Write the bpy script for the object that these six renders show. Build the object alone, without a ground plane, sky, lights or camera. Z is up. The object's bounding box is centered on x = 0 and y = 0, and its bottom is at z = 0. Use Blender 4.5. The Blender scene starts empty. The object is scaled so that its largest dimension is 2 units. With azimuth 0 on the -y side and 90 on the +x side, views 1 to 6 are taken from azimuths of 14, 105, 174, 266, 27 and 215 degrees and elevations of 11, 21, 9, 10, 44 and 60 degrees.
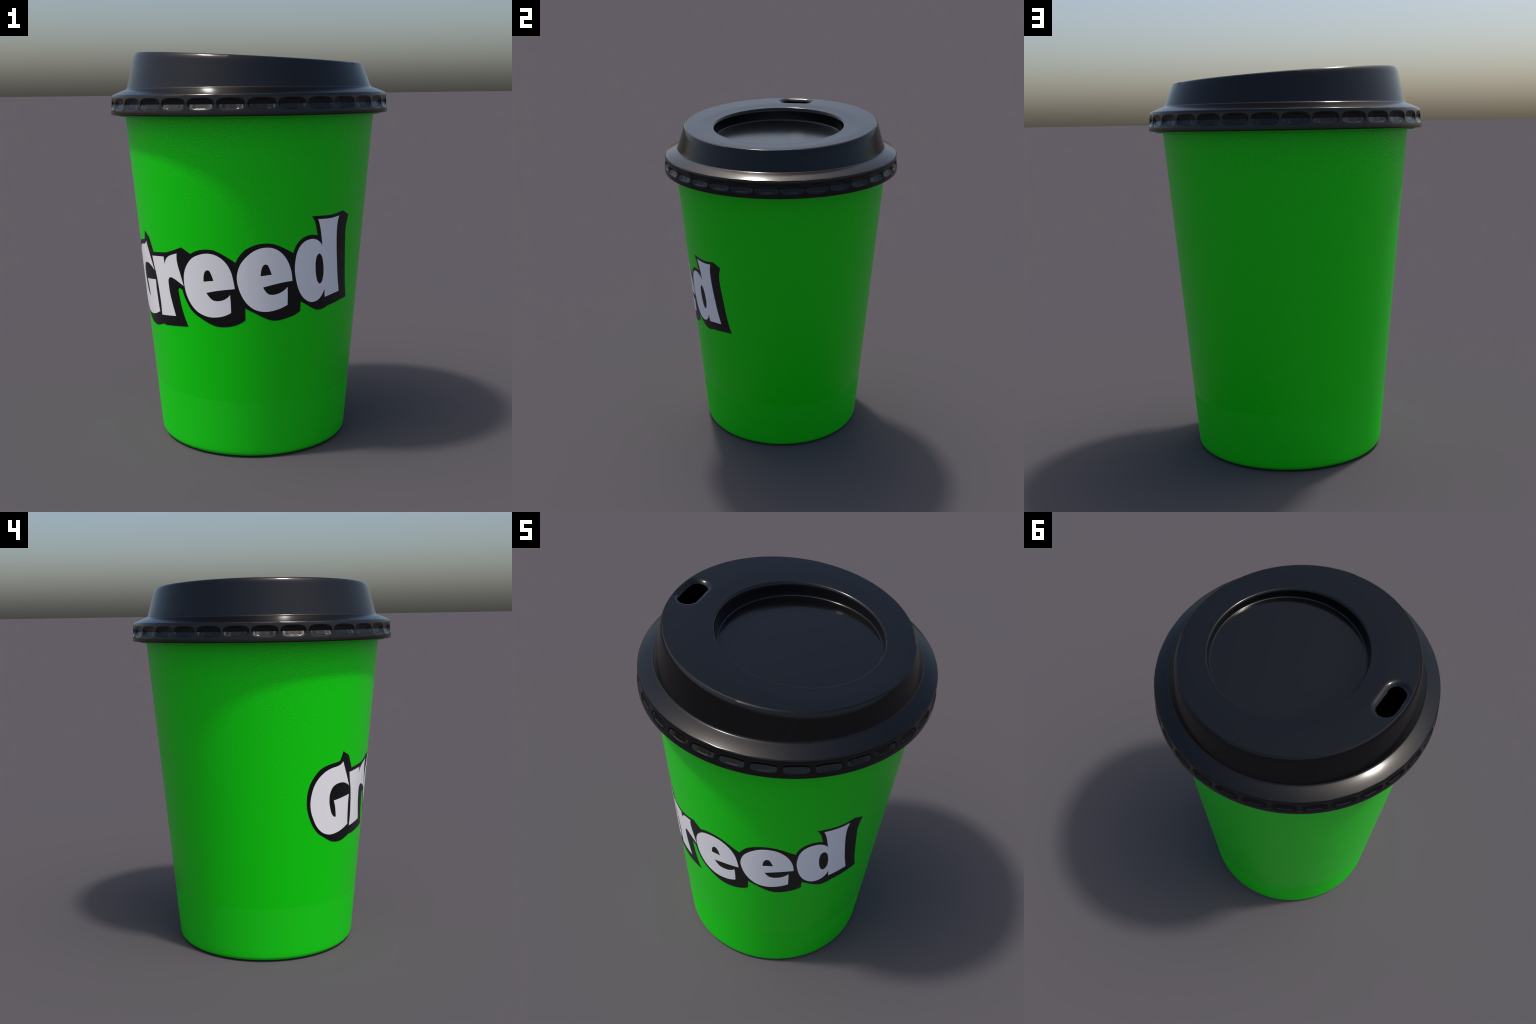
"""Green paper takeaway cup with a black sip-through plastic lid and a printed white word with a black drop edge."""
import math
import bpy
import bmesh
import numpy as np
from mathutils import Vector
from mathutils.geometry import delaunay_2d_cdt

# ------------------------------------------------------------------ sizes (metres)
WALL_R0, WALL_SLOPE = 0.4949, 0.0850          # outside of the paper wall: r = R0 + slope * z
WALL_TOP = 1.696
AXIS = (0.0010, -0.0012)                     # the paper cup sits a hair off the lid's axis
LABEL_Z = 0.301                              # lower edge of the textured wrap
LOW_AZ = 92.55                               # direction the lid slopes down to (0 = -y, 90 = +x)
N_SCALLOP, COLS_PER = 32, 40
DECK_Z, DECK_FALL = 1.9652, 0.0617           # sloping deck of the lid: z = DECK_Z - FALL * along
WELL_X, WELL_R = 0.055, 0.385                # round sunken panel, shifted down-slope
WELL_Z, WELL_FALL = 1.8935, 0.0
HOLE_X, HOLE_HALF = -0.506, (0.043, 0.093)   # sip hole


def wall_r(z):
    return WALL_R0 + WALL_SLOPE * z


def unit(az_deg):
    a = np.radians(az_deg)
    return np.sin(a), -np.cos(a)


# ------------------------------------------------------------------ materials
def new_material(name):
    m = bpy.data.materials.new(name)
    m.use_nodes = True
    nt = m.node_tree
    return m, nt, nt.nodes["Principled BSDF"]


def grain(nt, bsdf, strength, above=None, rough=0.3, rough_below=0.6):
    """Varnished print with a fine grain in the varnish; below `above` the stock is plain and more matt."""
    n, l = nt.nodes, nt.links
    co = n.new("ShaderNodeTexCoord")
    noise = n.new("ShaderNodeTexNoise")
    noise.inputs["Scale"].default_value = GRAIN_SCALE
    noise.inputs["Detail"].default_value = 0.3
    noise.inputs["Roughness"].default_value = 0.5
    l.new(co.outputs["Object"], noise.inputs["Vector"])
    bump = n.new("ShaderNodeBump")
    bump.inputs["Distance"].default_value = GRAIN_DEPTH
    bump.inputs["Strength"].default_value = strength
    l.new(noise.outputs["Fac"], bump.inputs["Height"])
    bsdf.inputs["Specular IOR Level"].default_value = 0.0
    bsdf.inputs["Coat Weight"].default_value = 1.0
    bsdf.inputs["Coat IOR"].default_value = 1.45
    l.new(bump.outputs["Normal"], bsdf.inputs["Coat Normal"])
    bsdf.inputs["Coat Roughness"].default_value = rough
    if above is not None:
        sep = n.new("ShaderNodeSeparateXYZ")
        l.new(co.outputs["Object"], sep.inputs[0])
        gt = n.new("ShaderNodeMath")
        gt.operation = "GREATER_THAN"
        gt.inputs[1].default_value = above
        l.new(sep.outputs["Z"], gt.inputs[0])
        k = n.new("ShaderNodeMath")
        k.operation = "MULTIPLY"
        k.inputs[1].default_value = strength
        l.new(gt.outputs[0], k.inputs[0])
        l.new(k.outputs[0], bump.inputs["Strength"])
        r = n.new("ShaderNodeMapRange")
        r.inputs["To Min"].default_value = rough_below
        r.inputs["To Max"].default_value = rough
        l.new(gt.outputs[0], r.inputs["Value"])
        l.new(r.outputs[0], bsdf.inputs["Coat Roughness"])


GRAIN_SCALE, GRAIN_DEPTH = 150.0, 0.0021
GREEN, WHITE, BLACK = (0.001, 0.690, 0.001, 1), (0.93, 0.92, 0.935, 1), (0.0022, 0.0020, 0.0022, 1)
green_paper, nt, b = new_material("green_paper")
b.inputs["Base Color"].default_value = GREEN
grain(nt, b, 1.0, above=LABEL_Z, rough=0.30, rough_below=0.60)
white_ink, nt, b = new_material("white_ink")
b.inputs["Base Color"].default_value = WHITE
grain(nt, b, 1.0)
black_ink, nt, b = new_material("black_ink")
b.inputs["Base Color"].default_value = BLACK
grain(nt, b, 1.0)
plain_paper, nt, b = new_material("inner_paper")
b.inputs["Base Color"].default_value = GREEN
b.inputs["Roughness"].default_value = 0.6
black_plastic, nt, b = new_material("black_plastic")
b.inputs["Base Color"].default_value = (0.0016, 0.0015, 0.0016, 1)
b.inputs["Roughness"].default_value = 0.165
b.inputs["Specular IOR Level"].default_value = 0.45


# ------------------------------------------------------------------ mesh helpers
def grid_mesh(rows, closed_loop=False, cap_first=False, cap_last=False):
    """Quads between successive rings (each ring an (n, 3) array, closed round the axis)."""
    n = len(rows[0])
    verts = [tuple(p) for ring in rows for p in ring]
    faces, m = [], len(rows)
    for i in range(m if closed_loop else m - 1):
        a, c = i * n, ((i + 1) % m) * n
        for j in range(n):
            k = (j + 1) % n
            faces.append((a + j, a + k, c + k, c + j))
    if cap_first:
        verts.append(tuple(np.mean(rows[0], axis=0)))
        faces += [((j + 1) % n, j, len(verts) - 1) for j in range(n)]
    if cap_last:
        verts.append(tuple(np.mean(rows[-1], axis=0)))
        o = (m - 1) * n
        faces += [(o + j, o + (j + 1) % n, len(verts) - 1) for j in range(n)]
    return verts, faces


def add_object(name, verts, faces, material, parent=None, angle=None):
    me = bpy.data.meshes.new(name)
    me.from_pydata(verts, [], faces)
    bm = bmesh.new()
    bm.from_mesh(me)
    bmesh.ops.recalc_face_normals(bm, faces=bm.faces)
    bm.to_mesh(me)
    bm.free()
    me.materials.append(material)
    me.shade_smooth()
    if angle:
        me.set_sharp_from_angle(angle=math.radians(angle))
    ob = bpy.data.objects.new(name, me)
    bpy.context.scene.collection.objects.link(ob)
    if parent:
        ob.parent = parent
    return ob


def lathe(profile, cols=256):
    sx, sy = unit(np.linspace(0, 360, cols, endpoint=False))
    return [np.stack([AXIS[0] + r * sx, AXIS[1] + r * sy, np.full(cols, z)], 1) for r, z in profile]


def arc(cx, cz, r, a0, a1, n):
    return [(cx + r * math.cos(t), cz + r * math.sin(t)) for t in np.radians(np.linspace(a0, a1, n))]


cup = bpy.data.objects.new("takeaway_cup", None)
bpy.context.scene.collection.objects.link(cup)
cup["label"] = "green paper takeaway cup with black plastic lid"
cup["category"] = "coffee cup"

# ------------------------------------------------------------------ paper body
tilt = math.degrees(math.atan(WALL_SLOPE))
fr, lift = 0.0270, 0.0020                              # small round at the bottom edge, carried just clear of the ground
cx = wall_r(lift + fr) - fr / math.cos(math.radians(tilt))
foot = arc(cx, lift + fr, fr, -90, -tilt, 8)
outer = [(wall_r(z), z) for z in np.linspace(0.05, WALL_TOP, 24)]
inner = [(wall_r(z) - 0.016, z) for z in np.linspace(WALL_TOP, 0.06, 12)]
profile = [(0.405, 0.0), (0.420, 0.0), (0.424, lift)] + foot + outer + inner + [(0.30, 0.05), (0.05, 0.05)]
under = [(0.05, 0.030), (0.30, 0.030), (0.400, 0.030)]
v, f = grid_mesh(lathe(profile + under), closed_loop=True)
add_object("cup_body", v, f, green_paper, cup, angle=40)
curl = [(0.6575 + 0.0235 * math.copysign(abs(math.cos(t)) ** 0.7, math.cos(t)), 1.7015 + 0.0188 * math.copysign(abs(math.sin(t)) ** 0.7, math.sin(t))) for t in np.linspace(0, 2 * math.pi, 33)[:-1]]
v, f = grid_mesh(lathe(curl), closed_loop=True)
add_object("rolled_rim", v, f, plain_paper, cup)
v, f = grid_mesh(lathe([(0.06, 0.0305), (0.06, 0.0495)], 64), cap_first=True, cap_last=True)
add_object("cup_bottom", v, f, plain_paper, cup, angle=40)

# ------------------------------------------------------------------ lid
ncol = N_SCALLOP * COLS_PER
phase = np.tile(np.arange(COLS_PER) / COLS_PER, N_SCALLOP)      # 0 = corner between two scallops
rel = np.arange(ncol) * 360.0 / ncol                            # angle from the low side
sx, sy = unit(rel + LOW_AZ)
lowx, lowy = unit(LOW_AZ)
cosr, sinr = np.cos(np.radians(rel)), np.sin(np.radians(rel))


def ramp(x, a, b):
    t = np.clip((x - a) / (b - a), 0, 1)
    return t * t * (3 - 2 * t)


def along(x, y):
    return x * lowx + y * lowy


def across(x, y):
    return -x * lowy + y * lowx


def deck_z(x, y):
    u, w = along(x, y), across(x, y)
    dish = ramp(0.50 - np.hypot(u - WELL_X, w), 0.0, 0.11)          # sinks slightly towards the well
    return DECK_Z - DECK_FALL * u - 0.0035 * dish


def hole_distance(x, y):
    """Signed distance to the sip hole: a rounded bar whose outer edge follows the lid."""
    u, w = along(x, y) - HOLE_X, across(x, y)
    lean = np.clip((HOLE_HALF[0] - u) / (2 * HOLE_HALF[0]), 0, 1)
    u = u - lean * w * w / 1.1
    r = 0.0415
    qx, qy = np.abs(u) - HOLE_HALF[0] + r, np.abs(w) - HOLE_HALF[1] + r
    return np.hypot(np.maximum(qx, 0), np.maximum(qy, 0)) + np.minimum(np.maximum(qx, qy), 0) - r


def dip(x, y, width=0.036, depth=0.017):
    s = hole_distance(x, y)
    t = np.clip(1 - s / width, 0, 1.25)
    return depth * t ** 2.6


def ring(r, z):
    r, z = np.broadcast_to(r, ncol), np.broadcast_to(z, ncol)
    return np.stack([r * sx, r * sy, z], 1)


rows, part = [], []                # part: 0 dome, 1 rim, 2 well (of the strip that starts at this ring)


def put(p, which):
    rows.append(np.array(p))
    part.append(which)


# --- scalloped rim, from its lower edge upwards
arc_x = (phase - 0.5) * (2 * math.pi * 0.703 / N_SCALLOP)
corner = np.abs(phase - 0.5) * 2                                # 1 on the ridges, 0 mid-scallop
chord = np.cos(np.pi / N_SCALLOP) / np.cos((phase - 0.5) * 2 * np.pi / N_SCALLOP)
ZC, PILL_H, PILL_W = 1.7440, 0.0300, 0.0630


def scallop(z):
    """Depth of the pill-shaped pockets: a V with a level crease and a small step inside its lip."""
    half = PILL_H * np.clip(1 - (np.abs(arc_x) / PILL_W) ** 3.4, 1e-6, 1) ** (1 / 2.4)
    t = np.clip(1 - np.abs(z - ZC) / half, 0, 1)
    inner = 0.0235 * np.clip(1 - (np.abs(arc_x) / 0.058) ** 2.6, 1e-6, 1) ** 0.5
    step = np.clip((1 - np.abs(z - ZC) / inner) / 0.20, 0, 1)
    step = step * step * (3 - 2 * step) * (1 - ramp(np.abs(arc_x), 0.022, 0.043))
    ends = np.clip((PILL_W - np.abs(arc_x)) / 0.012, 0, 1)
    d = 0.0122 * t * t / (t + 0.07) + 0.0028 * step
    return d * ends * (2 - ends)


def rim_r(z):
    base = np.interp(z, [1.691, 1.695, 1.708, 1.776], [0.7080, 0.7085, 0.7080, 0.7024])
    return base - scallop(z)


levels = np.concatenate([np.linspace(1.6918, 1.714, 10), np.linspace(1.7150, ZC, 36),
                         np.linspace(ZC, 1.7742, 36)[1:]])
put(ring(0.690, 1.7100), 1)
put(ring(0.6900, 1.6940), 1)
put(ring(0.7000, 1.6915), 1)
put(ring(0.7070, 1.6912), 1)
for z in levels:
    put(ring(rim_r(z), z), 1)
FL = 0.31                                                        # slope of the flange where it leaves the dome


def flange_z(r):
    """Slightly domed: steeper towards the outside."""
    q = (r - 0.6265) / 0.072
    return 1.8165 - 0.072 * (FL * q + 0.080 * q * np.abs(q))


edge_r = 0.6985 * (chord / chord.max())                         # straight from rib to rib
edge_z = flange_z(edge_r)
shoulder = rim_r(1.7755)
bend = (0.7012, edge_z - 0.47 * (0.7012 - edge_r))                # where flange and skirt would meet
for q in np.linspace(0, 1, 9)[:-1]:
    rr = shoulder * (1 - q) ** 2 + 2 * q * (1 - q) * bend[0] + edge_r * q * q
    zz = 1.7755 * (1 - q) ** 2 + 2 * q * (1 - q) * bend[1] + edge_z * q * q
    put(ring(rr, zz), 1)
for q in (0.0, 0.02, 0.06, 0.3, 0.55, 0.8):
    rr = edge_r + (0.634 - edge_r) * q
    put(ring(rr, flange_z(rr) + 0.0005 * q), 1)

# --- dome wall, from the flange up to the deck
RT = 0.582
ex, ey = RT * sx, RT * sy
bot = np.stack([0.6265 * sx, 0.6265 * sy, np.full(ncol, 1.817)], 1)
top = np.stack([ex, ey, deck_z(ex, ey)], 1)
up = (top - bot) / np.linalg.norm(top - bot, axis=1)[:, None]
rad = np.stack([sx, sy, np.zeros(ncol)], 1)
flange = rad - np.stack([0 * sx, 0 * sx, np.full(ncol, FL)], 1)
flange /= np.linalg.norm(flange, axis=1)[:, None]
for t in np.linspace(0, 1, 7):                                   # small fillet at the foot of the dome
    put(bot + flange * 0.007 * (1 - t) ** 2 + up * 0.007 * t ** 2, 0)
inward = -rad + np.stack([0 * sx, 0 * sx, DECK_FALL * cosr], 1)  # along the deck, towards the axis
inward /= np.linalg.norm(inward, axis=1)[:, None]
off = np.abs((rel + 180) % 360 - 180)                            # degrees from the low side


wide = ramp(off, 86.0, 88.6)
low = 1 - ramp(off, 18.0, 20.0)
narrow = np.clip(1 - wide - low, 0, 1)
cut = np.full(ncol, 0.034)                                       # how far down the wall the edge starts to round
wall_len = np.linalg.norm(top - bot, axis=1)[:, None]
for t in (0.25, 0.5, 0.75, 0.92):
    put(bot + up * (0.007 + (wall_len - 0.041) * t), 0)
# Edge profile, as a slope that turns from the wall to the deck. High side: a long soft roll that meets the deck at
# a crease; the flanks: a faint bend, then a narrow flat chamfer; low side: a small plain round.
up_in, up_z = -(up * rad).sum(axis=1), up[:, 2]
wall_tilt = np.arctan2(up_z, up_in)
fall = DECK_FALL * cosr                                          # deck slope going inwards
steps = 30
eu, ev = np.zeros((steps + 1, ncol)), np.zeros((steps + 1, ncol))
for i in range(steps):
    q = (i + 0.5) / steps
    roll = wall_tilt + (math.radians(38) - wall_tilt) * q ** 2.0
    flank = np.where(q < 0.80, wall_tilt - math.radians(9) * q / 0.80, math.radians(33))
    plain = wall_tilt + (np.arctan(fall) - wall_tilt) * ramp(q, 0.76, 1.0)
    tilt_i = roll * wide + flank * narrow + plain * low
    eu[i + 1], ev[i + 1] = eu[i] + np.cos(tilt_i) / steps, ev[i] + np.sin(tilt_i) / steps
reach = cut * (up_z - fall * up_in) / (ev[-1] - fall * eu[-1])
eu, ev = eu * reach - cut * up_in, ev * reach - cut * up_z
for i in range(steps + 1):
    p = top - rad * eu[i][:, None]
    p[:, 2] += ev[i]
    if i == steps:
        deck_start = p.copy()
    p[:, 2] -= dip(p[:, 0], p[:, 1])
    put(p, 0)

# --- deck, from the outer edge to the lip of the well
LIP = (0.013, 0.016 + 0.010 * np.maximum(-cosr, 0))                                            # width and drop of the soft lip
wr = WELL_R + LIP[0]
wx = WELL_X * lowx + wr * sx
wy = WELL_X * lowy + wr * sy
for t in np.concatenate([[0.004, 0.01], np.linspace(0, 1, 72)[1:]]):
    x = deck_start[:, 0] * (1 - t) + wx * t
    y = deck_start[:, 1] * (1 - t) + wy * t
    put(np.stack([x, y, deck_z(x, y) - dip(x, y)], 1), 0)
part[-1] = 2


# --- well
def well_ring(r, z_of):
    x, y = WELL_X * lowx + r * sx, WELL_X * lowy + r * sy
    return np.stack([x, y, z_of(x, y)], 1)


def floor_z(x, y):
    u, w = along(x, y) - WELL_X, across(x, y)
    r = np.hypot(u, w)
    high = np.clip(-u / np.maximum(r, 1e-6), 0, 1)                # the floor sweeps up a little on the sip-hole side
    return WELL_Z - WELL_FALL * u + 0.007 * high ** 1.3 * ramp(r, 0.28, 0.385)


for a in np.radians(np.linspace(0, 88, 15))[1:]:
    put(well_ring(wr - LIP[0] * math.sin(a), lambda x, y: deck_z(x, y) - LIP[1] * (1 - math.cos(a))), 2)
for t in (0.3, 0.6, 0.9):
    put(well_ring(WELL_R - 0.003 * t, lambda x, y: (deck_z(x, y) - LIP[1]) * (1 - t) + (floor_z(x, y) + 0.006) * t), 2)
for r, h in ((WELL_R - 0.0033, 0.0040), (WELL_R - 0.0042, 0.0022), (WELL_R - 0.0058, 0.0008), (WELL_R - 0.0080, 0.0001), (WELL_R - 0.0105, 0.0), (0.36, 0.0), (0.34, 0.0), (0.32, 0.0), (0.30, 0.0), (0.2, 0.0), (0.08, 0.0)):
    put(well_ring(r, lambda x, y: floor_z(x, y) + h), 2)
n_outer = len(rows)
# --- underside of the shell
for r, h in ((0.08, 0.020), (0.2, 0.020), (0.3, 0.020), (WELL_R + 0.012, 0.020)):
    put(well_ring(r, lambda x, y: floor_z(x, y) - h), 2)
put(well_ring(WELL_R + 0.014, lambda x, y: deck_z(x, y) - 0.045), 0)
put(np.stack([0.545 * sx, 0.545 * sy, deck_z(0.545 * sx, 0.545 * sy) - 0.050], 1), 0)
put(ring(0.600, 1.800), 1)
put(ring(0.672, 1.776), 1)
put(ring(0.690, 1.755), 1)

m = len(rows)
verts = [tuple(p) for r_ in rows for p in r_]
faces, tags = [], []
for i in range(m):
    nxt = (i + 1) % m
    if i == n_outer - 1:
        continue                                     # the two discs at the middle of the well are capped below
    for j in range(ncol):
        k = (j + 1) % ncol
        faces.append((i * ncol + j, i * ncol + k, nxt * ncol + k, nxt * ncol + j))
        tags.append(part[i])
for i, flip in ((n_outer - 1, False), (n_outer, True)):
    verts.append(tuple(rows[i].mean(axis=0)))
    for j in range(ncol):
        a, c = i * ncol + j, i * ncol + (j + 1) % ncol
        faces.append((c, a, len(verts) - 1) if flip else (a, c, len(verts) - 1))
        tags.append(2)

shell_me = bpy.data.meshes.new("lid_shell")
shell_me.from_pydata(verts, [], faces)
for _ in range(3):
    shell_me.materials.append(black_plastic)
shell_me.polygons.foreach_set("material_index", np.array(tags, np.int32))
bm = bmesh.new()
bm.from_mesh(shell_me)
bmesh.ops.recalc_face_normals(bm, faces=bm.faces)
bm.to_mesh(shell_me)
bm.free()
shell = bpy.data.objects.new("lid_shell", shell_me)
bpy.context.scene.collection.objects.link(shell)

# --- punch the sip hole: trace the zero of hole_distance on rays from the hole's middle
outline = []
for t in np.radians(np.arange(0, 360, 3.0)):
    d = np.linspace(0.02, 0.13, 1200)
    u, w = HOLE_X + d * math.cos(t), d * math.sin(t)
    x, y = u * lowx - w * lowy, u * lowy + w * lowx
    i = int(np.argmax(hole_distance(x, y) > 0))
    outline.append((x[i], y[i]))
nk = len(outline)
cv = [(x, y, 1.88) for x, y in outline] + [(x, y, 2.05) for x, y in outline]
cf = [tuple(range(nk))[::-1], tuple(range(nk, 2 * nk))] + [(i, (i + 1) % nk, nk + (i + 1) % nk, nk + i) for i in range(nk)]
cutter = add_object("cutter", cv, cf, black_plastic)
mod = shell.modifiers.new("hole", "BOOLEAN")
mod.operation, mod.object, mod.solver = "DIFFERENCE", cutter, "EXACT"
graph = bpy.context.evaluated_depsgraph_get()
whole = bpy.data.meshes.new_from_object(shell.evaluated_get(graph))
bpy.data.objects.remove(shell)
bpy.data.objects.remove(cutter)
whole.shade_smooth()
whole.set_sharp_from_angle(angle=math.radians(25))


# --- split the seamless shell into its named regions, keeping the shading of the whole
def region(mesh, index, name, parent):
    co = np.empty(len(mesh.vertices) * 3)
    mesh.vertices.foreach_get("co", co)
    co = co.reshape(-1, 3)
    nor = np.empty(len(mesh.loops) * 3, np.float32)
    mesh.corner_normals.foreach_get("vector", nor)
    nor = nor.reshape(-1, 3)
    used, vs, fs, ns = {}, [], [], []
    for p in mesh.polygons:
        if p.material_index != index:
            continue
        f_ = []
        for li in p.loop_indices:
            vi = mesh.loops[li].vertex_index
            if vi not in used:
                used[vi] = len(vs)
                vs.append(tuple(co[vi]))
            f_.append(used[vi])
            ns.append(tuple(nor[li]))
        fs.append(f_)
    me = bpy.data.meshes.new(name)
    me.from_pydata(vs, [], fs)
    me.materials.append(black_plastic)
    me.shade_smooth()
    me.normals_split_custom_set(ns)
    ob = bpy.data.objects.new(name, me)
    bpy.context.scene.collection.objects.link(ob)
    ob.parent = parent
    return ob


lid = region(whole, 0, "lid", cup)
region(whole, 1, "lid_rim", lid)
region(whole, 2, "lid_well", lid)
hole_shadow_mat, nt, b = new_material("painted_hole_shadow")                 # darkness inside the open sip hole, painted near-black without gloss on a plate
b.inputs["Base Color"].default_value = (0.0003, 0.0003, 0.0003, 1)
b.inputs["Roughness"].default_value = 0.9
b.inputs["Specular IOR Level"].default_value = 0.0
shadow_plate = []
for drop in (0.085, 0.095):
    for x, y in outline:
        px, py = HOLE_X * lowx, HOLE_X * lowy
        x, y = px + (x - px) * 1.2, py + (y - py) * 1.2
        shadow_plate.append((x, y, deck_z(x, y) - drop))
ff = [tuple(range(nk)), tuple(range(nk, 2 * nk))[::-1]] + [(i, (i + 1) % nk, nk + (i + 1) % nk, nk + i) for i in range(nk)]
add_object("sip_hole_shadow_plate", shadow_plate, ff, hole_shadow_mat, lid, angle=40)

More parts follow.
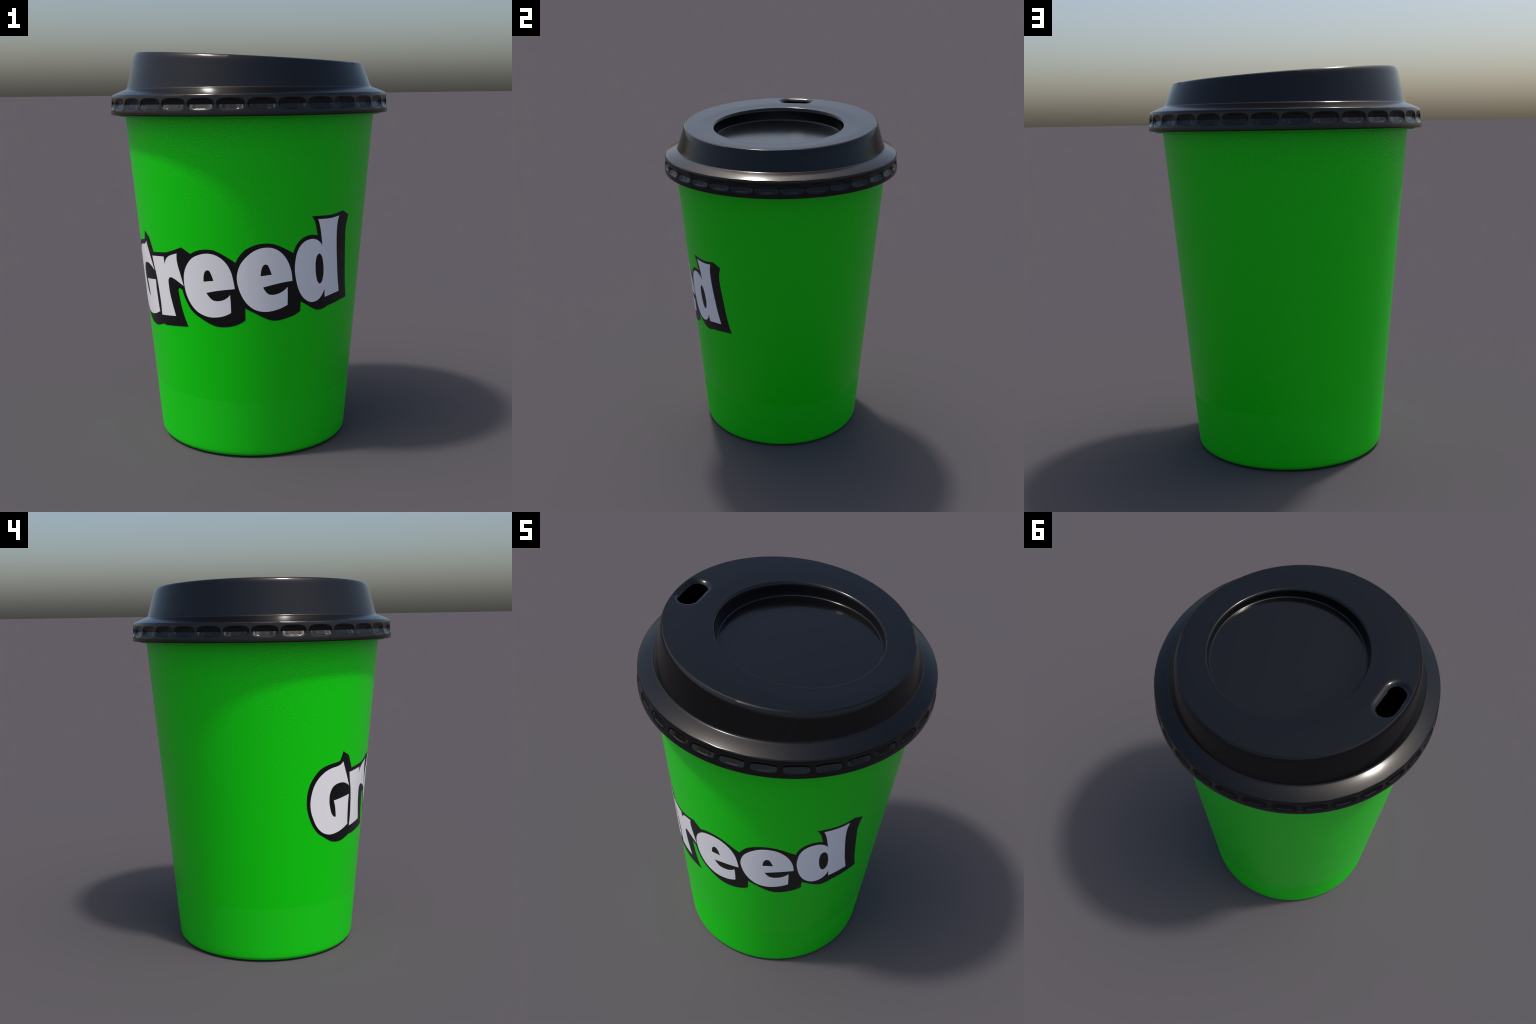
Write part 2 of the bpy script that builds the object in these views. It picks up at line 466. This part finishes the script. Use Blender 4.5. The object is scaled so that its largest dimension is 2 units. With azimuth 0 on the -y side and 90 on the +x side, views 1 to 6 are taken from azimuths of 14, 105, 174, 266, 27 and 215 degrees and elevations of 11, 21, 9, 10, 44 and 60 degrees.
# ------------------------------------------------------------------ printed word
# Control points of each outline: (azimuth in degrees, height in metres); a trailing 1 marks a sharp corner,
# the rest are joined by smooth curves.
GLYPHS = {
    "capital_g": [
        (-49.5, 1.066, 1), (-51.1, 1.052), (-53.6, 1.045), (-57.6, 1.039), (-61.6, 1.024), (-65.3, 0.995),
        (-68.0, 0.954), (-69.4, 0.906), (-69.8, 0.866), (-69.2, 0.821), (-67.5, 0.775), (-65.2, 0.734),
        (-61.6, 0.700), (-57.1, 0.682), (-52.8, 0.681), (-47.5, 0.691), (-41.6, 0.714, 1), (-42.0, 0.743),
        (-42.4, 0.797), (-42.6, 0.840), (-42.4, 0.879, 1), (-49.0, 0.870), (-54.8, 0.863, 1), (-53.6, 0.831),
        (-52.5, 0.774, 1), (-53.6, 0.773), (-55.6, 0.791), (-57.2, 0.829), (-58.0, 0.872), (-57.7, 0.906),
        (-56.1, 0.936), (-53.3, 0.951), (-48.8, 0.953), (-45.4, 0.942), (-42.9, 0.927, 1), (-45.0, 0.972),
        (-47.5, 1.023)],
    "r": [
        (-43.4, 1.000, 1), (-32.7, 1.011, 1), (-32.4, 0.971, 1), (-31.7, 0.988), (-30.6, 1.004), (-28.7,
        1.018), (-26.2, 1.028), (-23.1, 1.038, 1), (-23.4, 1.010), (-23.1, 0.982), (-22.2, 0.949), (-20.3,
        0.878, 1), (-22.5, 0.890), (-25.4, 0.904), (-28.3, 0.912), (-29.7, 0.908), (-30.6, 0.894), (-30.7,
        0.867), (-30.3, 0.824), (-29.2, 0.775), (-27.5, 0.715, 1), (-33.1, 0.708), (-39.6, 0.700, 1), (-39.4,
        0.766), (-40.1, 0.843), (-41.0, 0.906), (-42.4, 0.955)],
    "first_e": [
        (6.8, 0.882, 1), (6.2, 0.923), (5.2, 0.965), (3.2, 1.004), (0.3, 1.032), (-2.9, 1.047), (-6.9, 1.050),
        (-10.8, 1.040), (-14.4, 1.021), (-17.3, 0.988), (-19.0, 0.955), (-19.8, 0.920), (-19.7, 0.874),
        (-18.6, 0.829), (-16.5, 0.790), (-13.4, 0.759), (-9.9, 0.742), (-6.5, 0.735), (-3.1, 0.736), (0.8,
        0.744), (4.6, 0.762, 1), (4.6, 0.806), (4.4, 0.852, 1), (2.9, 0.836), (0.2, 0.822), (-2.4, 0.818),
        (-4.5, 0.822), (-6.2, 0.837), (-7.6, 0.856, 1), (-3.3, 0.867), (1.9, 0.876)],
    "first_e_eye": [
        (-8.7, 0.911, 1), (-8.5, 0.936), (-8.0, 0.955), (-7.2, 0.966), (-6.4, 0.969), (-5.5, 0.967), (-4.6,
        0.952), (-3.5, 0.918, 1), (-6.0, 0.915)],
    "second_e": [
        (34.6, 0.913, 1), (34.0, 0.956), (32.7, 0.996), (30.6, 1.034), (28.1, 1.060), (25.4, 1.076), (22.3,
        1.082), (18.8, 1.078), (15.4, 1.062), (12.2, 1.035), (9.7, 1.002), (8.4, 0.968), (7.9, 0.934), (8.4,
        0.895), (9.7, 0.855), (11.8, 0.818), (14.8, 0.788), (17.8, 0.773), (21.5, 0.767), (24.9, 0.770),
        (28.6, 0.779), (32.4, 0.795, 1), (32.4, 0.835), (32.2, 0.885, 1), (30.4, 0.868), (27.6, 0.854), (24.8,
        0.850), (22.8, 0.855), (21.4, 0.869), (20.2, 0.889, 1), (25.0, 0.900), (30.1, 0.909)],
    "second_e_eye": [
        (19.1, 0.944, 1), (19.3, 0.967), (19.8, 0.986), (20.6, 0.998), (21.5, 1.001), (22.4, 0.997), (23.3,
        0.979), (24.4, 0.950, 1), (21.7, 0.947)],
    "d": [
        (47.1, 1.202, 1), (51.5, 1.200), (55.2, 1.200), (60.3, 1.206, 1), (59.5, 1.172), (59.4, 1.127), (60.1,
        1.050), (61.2, 0.978), (62.5, 0.904), (64.6, 0.821, 1), (58.8, 0.815), (54.0, 0.808, 1), (53.7,
        0.830), (53.4, 0.853, 1), (52.4, 0.828), (50.5, 0.806), (47.9, 0.795), (45.4, 0.795), (42.8, 0.806),
        (39.9, 0.833), (37.7, 0.875), (36.4, 0.922), (35.7, 0.968), (35.9, 1.012), (36.6, 1.049), (38.3,
        1.082), (41.0, 1.103), (44.4, 1.109), (46.8, 1.103), (48.9, 1.088), (50.4, 1.069, 1), (49.8, 1.105),
        (48.9, 1.147), (48.1, 1.176)],
    "d_eye": [
        (48.8, 1.033), (50.5, 1.017), (51.6, 0.981), (52.1, 0.945), (52.0, 0.910), (51.2, 0.887), (50.1,
        0.881), (48.8, 0.892), (47.7, 0.920), (47.0, 0.963), (46.9, 0.997), (47.5, 1.023)],
    "backing": [
        (-49.8, 1.120, 1), (-45.0, 1.094, 1), (-41.7, 1.022, 1), (-30.8, 1.034, 1), (-25.9, 1.049), (-20.0,
        1.071, 1), (-14.9, 1.043, 1), (-12.6, 1.056), (-9.7, 1.066), (-6.8, 1.070), (-3.4, 1.069), (-0.1,
        1.057), (3.6, 1.036), (7.5, 1.011, 1), (9.0, 1.039), (11.7, 1.070), (15.2, 1.090), (18.5, 1.100),
        (22.2, 1.102), (25.4, 1.097), (28.1, 1.086), (31.1, 1.070), (34.7, 1.049, 1), (36.0, 1.084), (38.4,
        1.112), (41.6, 1.127), (44.6, 1.129), (47.3, 1.123, 1), (46.4, 1.159), (45.4, 1.191), (43.6, 1.220,
        1), (49.7, 1.217), (55.1, 1.216), (63.0, 1.228, 1), (68.0, 1.203, 1), (66.8, 1.159), (66.5, 1.117),
        (67.1, 1.058), (68.1, 0.984), (69.5, 0.891), (70.7, 0.832), (72.5, 0.776, 1), (67.4, 0.773), (62.4,
        0.767), (56.3, 0.760, 1), (53.8, 0.751), (50.0, 0.748), (46.9, 0.760), (43.8, 0.778), (41.3, 0.794),
        (39.4, 0.804, 1), (39.4, 0.758, 1), (36.5, 0.741), (32.5, 0.729), (28.4, 0.721), (25.8, 0.720), (23.2,
        0.726), (20.3, 0.739), (16.7, 0.759), (13.6, 0.775), (11.6, 0.787, 1), (11.6, 0.727, 1), (9.3, 0.711),
        (5.8, 0.697), (0.2, 0.688), (-4.0, 0.692), (-7.9, 0.706), (-11.0, 0.722), (-14.8, 0.744), (-17.4,
        0.769), (-19.5, 0.804), (-20.7, 0.832), (-21.4, 0.859, 1), (-23.4, 0.865, 1), (-24.0, 0.854), (-23.7,
        0.819), (-22.8, 0.767), (-21.4, 0.719), (-19.4, 0.671, 1), (-27.8, 0.662), (-37.0, 0.651, 1), (-38.7,
        0.655, 1), (-42.0, 0.644), (-46.8, 0.632), (-52.3, 0.634), (-56.4, 0.648), (-60.2, 0.671), (-64.1,
        0.696), (-67.6, 0.737), (-70.1, 0.788), (-71.6, 0.841), (-71.9, 0.875), (-71.7, 0.915), (-70.4,
        0.965), (-68.0, 1.006), (-64.5, 1.041), (-60.6, 1.057), (-56.9, 1.064), (-53.4, 1.069), (-51.7, 1.074,
        1)],
}


def spline(points, per=7):
    """Closed outline: Catmull-Rom between corners, straight where two corners meet."""
    pts = [np.array((p[0] * 0.0102, p[1])) for p in points]      # degrees -> about metres on the wall
    sharp = [len(p) > 2 for p in points]
    n, out = len(pts), []
    for i in range(n):
        p1, p2 = pts[i], pts[(i + 1) % n]
        s1, s2 = sharp[i], sharp[(i + 1) % n]
        if s1 and s2:
            for t in np.linspace(0, 1, 5)[:-1]:
                out.append(p1 + (p2 - p1) * t)
            continue
        p0 = 2 * p1 - p2 if s1 else pts[i - 1]
        p3 = 2 * p2 - p1 if s2 else pts[(i + 2) % n]
        if s1:
            p0 = p1 - (p2 - p1) + 0.5 * (p3 - 2 * p2 + p1) if not s2 else p0
        if s2:
            p3 = p2 + (p2 - p1) + 0.5 * (p0 - 2 * p1 + p2) if not s1 else p3
        d01, d12, d23 = (max(np.linalg.norm(b_ - a_), 1e-6) ** 0.5 for a_, b_ in ((p0, p1), (p1, p2), (p2, p3)))
        m1 = (p1 - p0) / d01 - (p2 - p0) / (d01 + d12) + (p2 - p1) / d12
        m2 = (p2 - p1) / d12 - (p3 - p1) / (d12 + d23) + (p3 - p2) / d23
        m1, m2 = m1 * d12, m2 * d12
        for t in np.linspace(0, 1, per + 1)[:-1]:
            out.append((2 * t ** 3 - 3 * t ** 2 + 1) * p1 + (t ** 3 - 2 * t ** 2 + t) * m1
                       + (-2 * t ** 3 + 3 * t ** 2) * p2 + (t ** 3 - t ** 2) * m2)
    return np.array(out)


def inside(poly, p):
    a, c = poly, np.roll(poly, -1, axis=0)
    hit = (a[:, 1] > p[1]) != (c[:, 1] > p[1])
    with np.errstate(divide="ignore", invalid="ignore"):
        xs = a[:, 0] + (p[1] - a[:, 1]) * (c[:, 0] - a[:, 0]) / (c[:, 1] - a[:, 1])
    return int(np.sum(hit & (p[0] < xs))) % 2 == 1


def print_patch(name, outer, holes, proud, material, parent):
    """A thin inked patch that lies on the conical wall."""
    loops = [spline(outer)] + [spline(h) for h in holes]

    def is_in(p):
        return inside(loops[0], p) and not any(inside(h, p) for h in loops[1:])

    border = np.vstack(loops)
    lo, hi = border.min(axis=0), border.max(axis=0)
    step = 0.012
    fill = [(x, y) for i, x in enumerate(np.arange(lo[0], hi[0], step)) for y in np.arange(lo[1] + (i % 2) * step / 2, hi[1], step)
            if np.min(np.hypot(border[:, 0] - x, border[:, 1] - y)) > 0.4 * step and is_in((x, y))]
    edges, o = [], 0
    for lp in loops:
        edges += [(o + i, o + (i + 1) % len(lp)) for i in range(len(lp))]
        o += len(lp)
    pts2 = [Vector(p) for p in border] + [Vector(p) for p in fill]
    v2, e2, f2, *_ = delaunay_2d_cdt(pts2, edges, [], 0, 1e-7)
    v2 = np.array([tuple(p) for p in v2])
    f2 = [t for t in f2 if is_in(v2[list(t)].mean(axis=0))]

    def on_wall(p, h):
        x, y = unit(p[0] / 0.0102)
        r = wall_r(p[1]) + h
        return (AXIS[0] + r * x, AXIS[1] + r * y, p[1])

    verts = [on_wall(p, proud) for p in v2]
    faces = [tuple(t) for t in f2]
    count = {}
    for t in faces:
        for i in range(3):
            e = (t[i], t[(i + 1) % 3])
            count[tuple(sorted(e))] = None if tuple(sorted(e)) in count else e
    rim_e = [e for e in count.values() if e]
    for a, c in rim_e:                                            # cut edge of the patch
        i = len(verts)
        verts += [on_wall(v2[a], proud), on_wall(v2[c], proud), on_wall(v2[c], -0.002), on_wall(v2[a], -0.002)]
        faces.append((i + 1, i, i + 3, i + 2))
    me = bpy.data.meshes.new(name)
    me.from_pydata(verts, [], faces)
    me.materials.append(material)
    me.shade_smooth()
    k = math.hypot(1, WALL_SLOPE)
    ns = []
    for p in me.polygons:
        for li in p.loop_indices:
            x, y, _z = verts[me.loops[li].vertex_index]
            x, y = x - AXIS[0], y - AXIS[1]
            r = math.hypot(x, y)
            ns.append((x / r / k, y / r / k, -WALL_SLOPE / k) if p.index < len(f2) else tuple(p.normal))
    me.normals_split_custom_set(ns)
    ob = bpy.data.objects.new(name, me)
    bpy.context.scene.collection.objects.link(ob)
    ob.parent = parent
    return ob


word = print_patch("printed_word", GLYPHS["backing"], [], 0.0007, black_ink, cup)
for key, eye in (("capital_g", None), ("r", None), ("first_e", "first_e_eye"), ("second_e", "second_e_eye"), ("d", "d_eye")):
    print_patch("letter", GLYPHS[key], [GLYPHS[eye]] if eye else [], 0.0014, white_ink, word)
